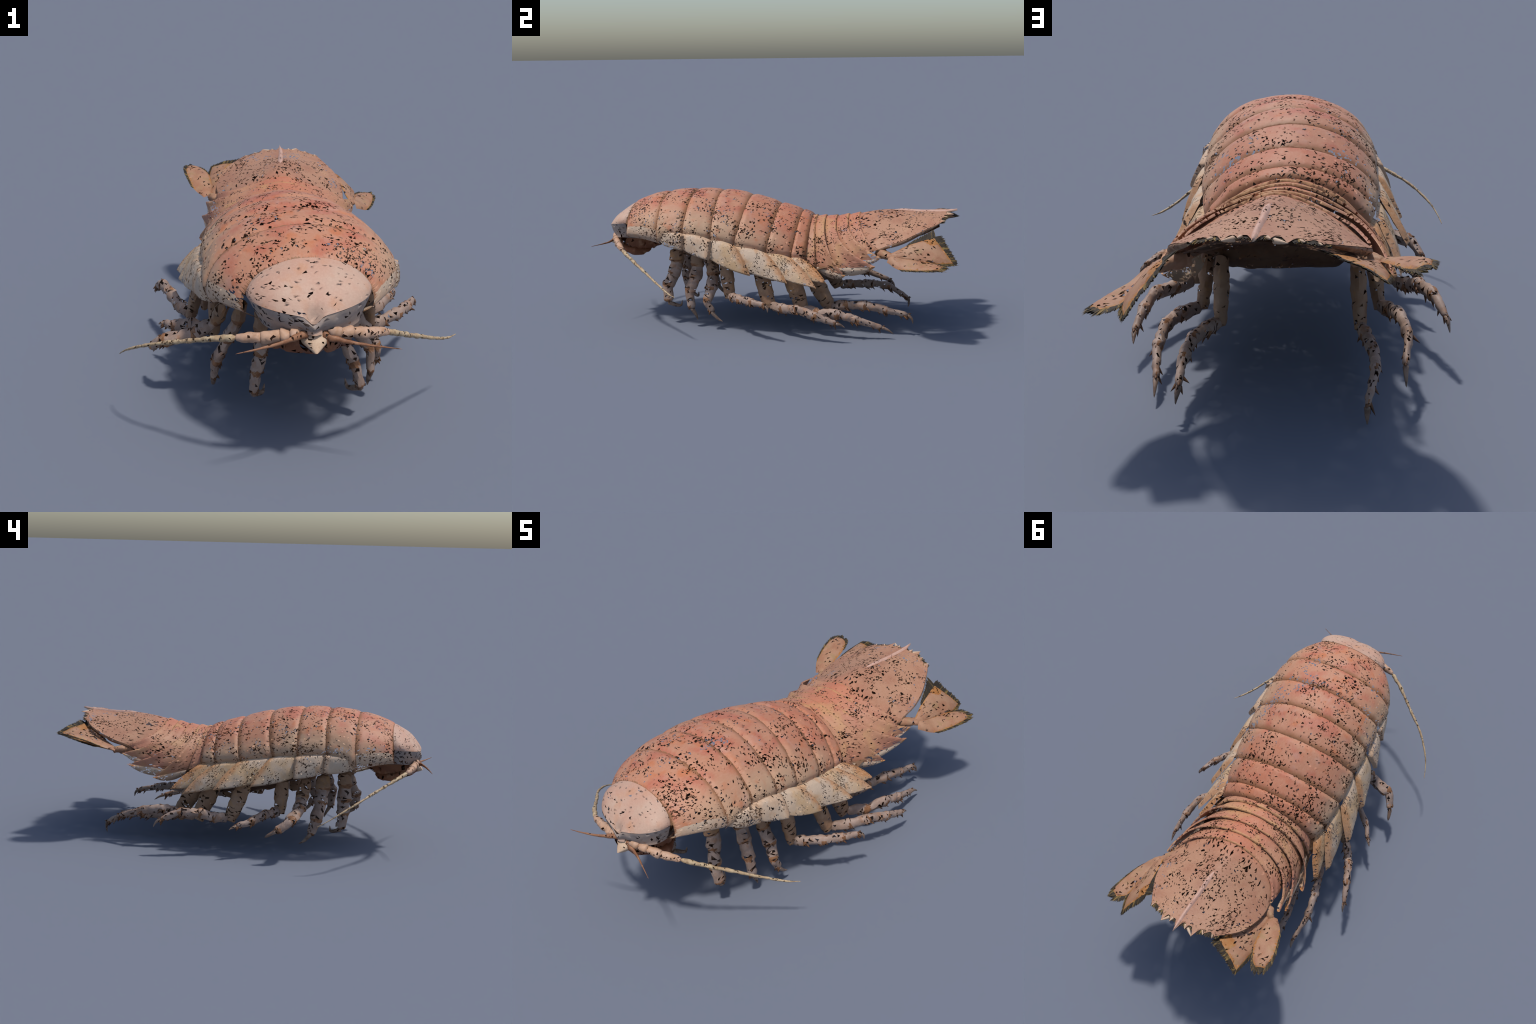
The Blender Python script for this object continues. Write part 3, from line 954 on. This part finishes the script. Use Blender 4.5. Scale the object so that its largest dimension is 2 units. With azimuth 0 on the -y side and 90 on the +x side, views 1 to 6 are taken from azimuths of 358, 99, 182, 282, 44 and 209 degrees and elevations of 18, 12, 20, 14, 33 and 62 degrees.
# grasping front legs: stout, flattened, with long hooked claws
leg([(.150, -.540, .410), (.158, -.536, .330), (.178, -.553, .262), (.205, -.580, .200), (.227, -.572, .118), (.181, -.507, .119)],
    [.026, .027, .025, .023, .016], 1.65, V(.012, -.02, .028), .6, claw_r=.013, front=True)
leg([(.195, -.418, .390), (.202, -.414, .315), (.232, -.421, .250), (.278, -.443, .192), (.280, -.430, .100), (.274, -.400, .035)],
    [.026, .027, .025, .021, .014], 1.6, V(0, -.006, .004), .6, claw_r=.013, front=True)
leg([(.225, -.325, .380), (.245, -.318, .275), (.288, -.322, .205), (.320, -.337, .150), (.319, -.312, .095), (.317, -.253, .042)],
    [.025, .026, .024, .020, .013], 1.5, V(0, 0, .008), .6, claw_r=.012, front=True)
leg([(-.095, -.548, .410), (-.098, -.550, .320), (-.102, -.550, .240), (-.118, -.550, .175), (-.130, -.541, .098), (-.089, -.479, .100)],
    [.026, .027, .025, .023, .016], 1.65, V(-.010, -.02, .026), .6, claw_r=.013, front=True)
leg([(-.150, -.446, .400), (-.172, -.445, .315), (-.210, -.440, .250), (-.252, -.426, .165), (-.262, -.402, .098), (-.268, -.343, .042)],
    [.026, .027, .025, .021, .014], 1.6, V(0, 0, .008), .6, claw_r=.013, front=True)
leg([(-.190, -.365, .390), (-.250, -.350, .282), (-.325, -.345, .238), (-.438, -.322, .208), (-.478, -.262, .166), (-.494, -.207, .133)],
    [.025, .027, .027, .024, .015], 1.4, V(.004, -.012, .006), .7, claw_r=.012, front=True)
# walking legs: broad thigh down, then jointed foot swept backwards
leg([(.300, -.238, .360), (.312, -.214, .182), (.370, -.182, .190), (.438, -.127, .198), (.486, -.061, .196), (.514, .005, .193), (.530, .023, .158)],
    [.026, .023, .021, .021, .019, .010], 1.35, V(-.003, -.006, -.006), .8)
leg([(.300, -.055, .330), (.338, .002, .146), (.406, .090, .148), (.452, .168, .160), (.479, .263, .132), (.487, .366, .101), (.482, .410, .080)],
    [.027, .025, .023, .022, .020, .010], 1.45, V(0, 0, -.004), 1)
leg([(.275, .100, .310), (.292, .172, .122), (.366, .266, .122), (.391, .374, .122), (.397, .473, .095), (.380, .593, .058), (.376, .650, .026)],
    [.028, .025, .022, .022, .019, .010], 1.55, V(0, 0, -.004), 1)
leg([(.225, .205, .300), (.220, .305, .120), (.258, .410, .140), (.287, .516, .148), (.299, .610, .130), (.292, .721, .104), (.299, .747, .060)],
    [.028, .025, .022, .021, .018, .010], 1.55, V(0, -.006, -.004), 1.1)
leg([(-.245, -.246, .360), (-.252, -.236, .205), (-.300, -.202, .205), (-.345, -.168, .203), (-.409, -.112, .178), (-.446, -.050, .163), (-.472, -.019, .148)],
    [.026, .023, .021, .021, .019, .010], 1.35, V(0, 0, -.003), .8)
leg([(-.298, -.060, .350), (-.345, .006, .172), (-.399, .091, .190), (-.428, .150, .214), (-.465, .249, .216), (-.494, .332, .180), (-.505, .367, .140)],
    [.027, .025, .023, .022, .020, .010], 1.45, V(0, -.004, -.006), 1)
leg([(-.262, .110, .320), (-.295, .190, .150), (-.325, .290, .178), (-.348, .375, .197), (-.365, .483, .179), (-.348, .605, .138), (-.351, .636, .085)],
    [.028, .025, .022, .022, .019, .010], 1.55, V(0, -.006, -.004), 1)
leg([(-.215, .215, .310), (-.228, .315, .130), (-.245, .400, .132), (-.264, .510, .135), (-.262, .612, .120), (-.237, .714, .060), (-.240, .714, .003)],
    [.028, .025, .022, .021, .018, .010], 1.55, V(0, -.005, -.0), 1.1)
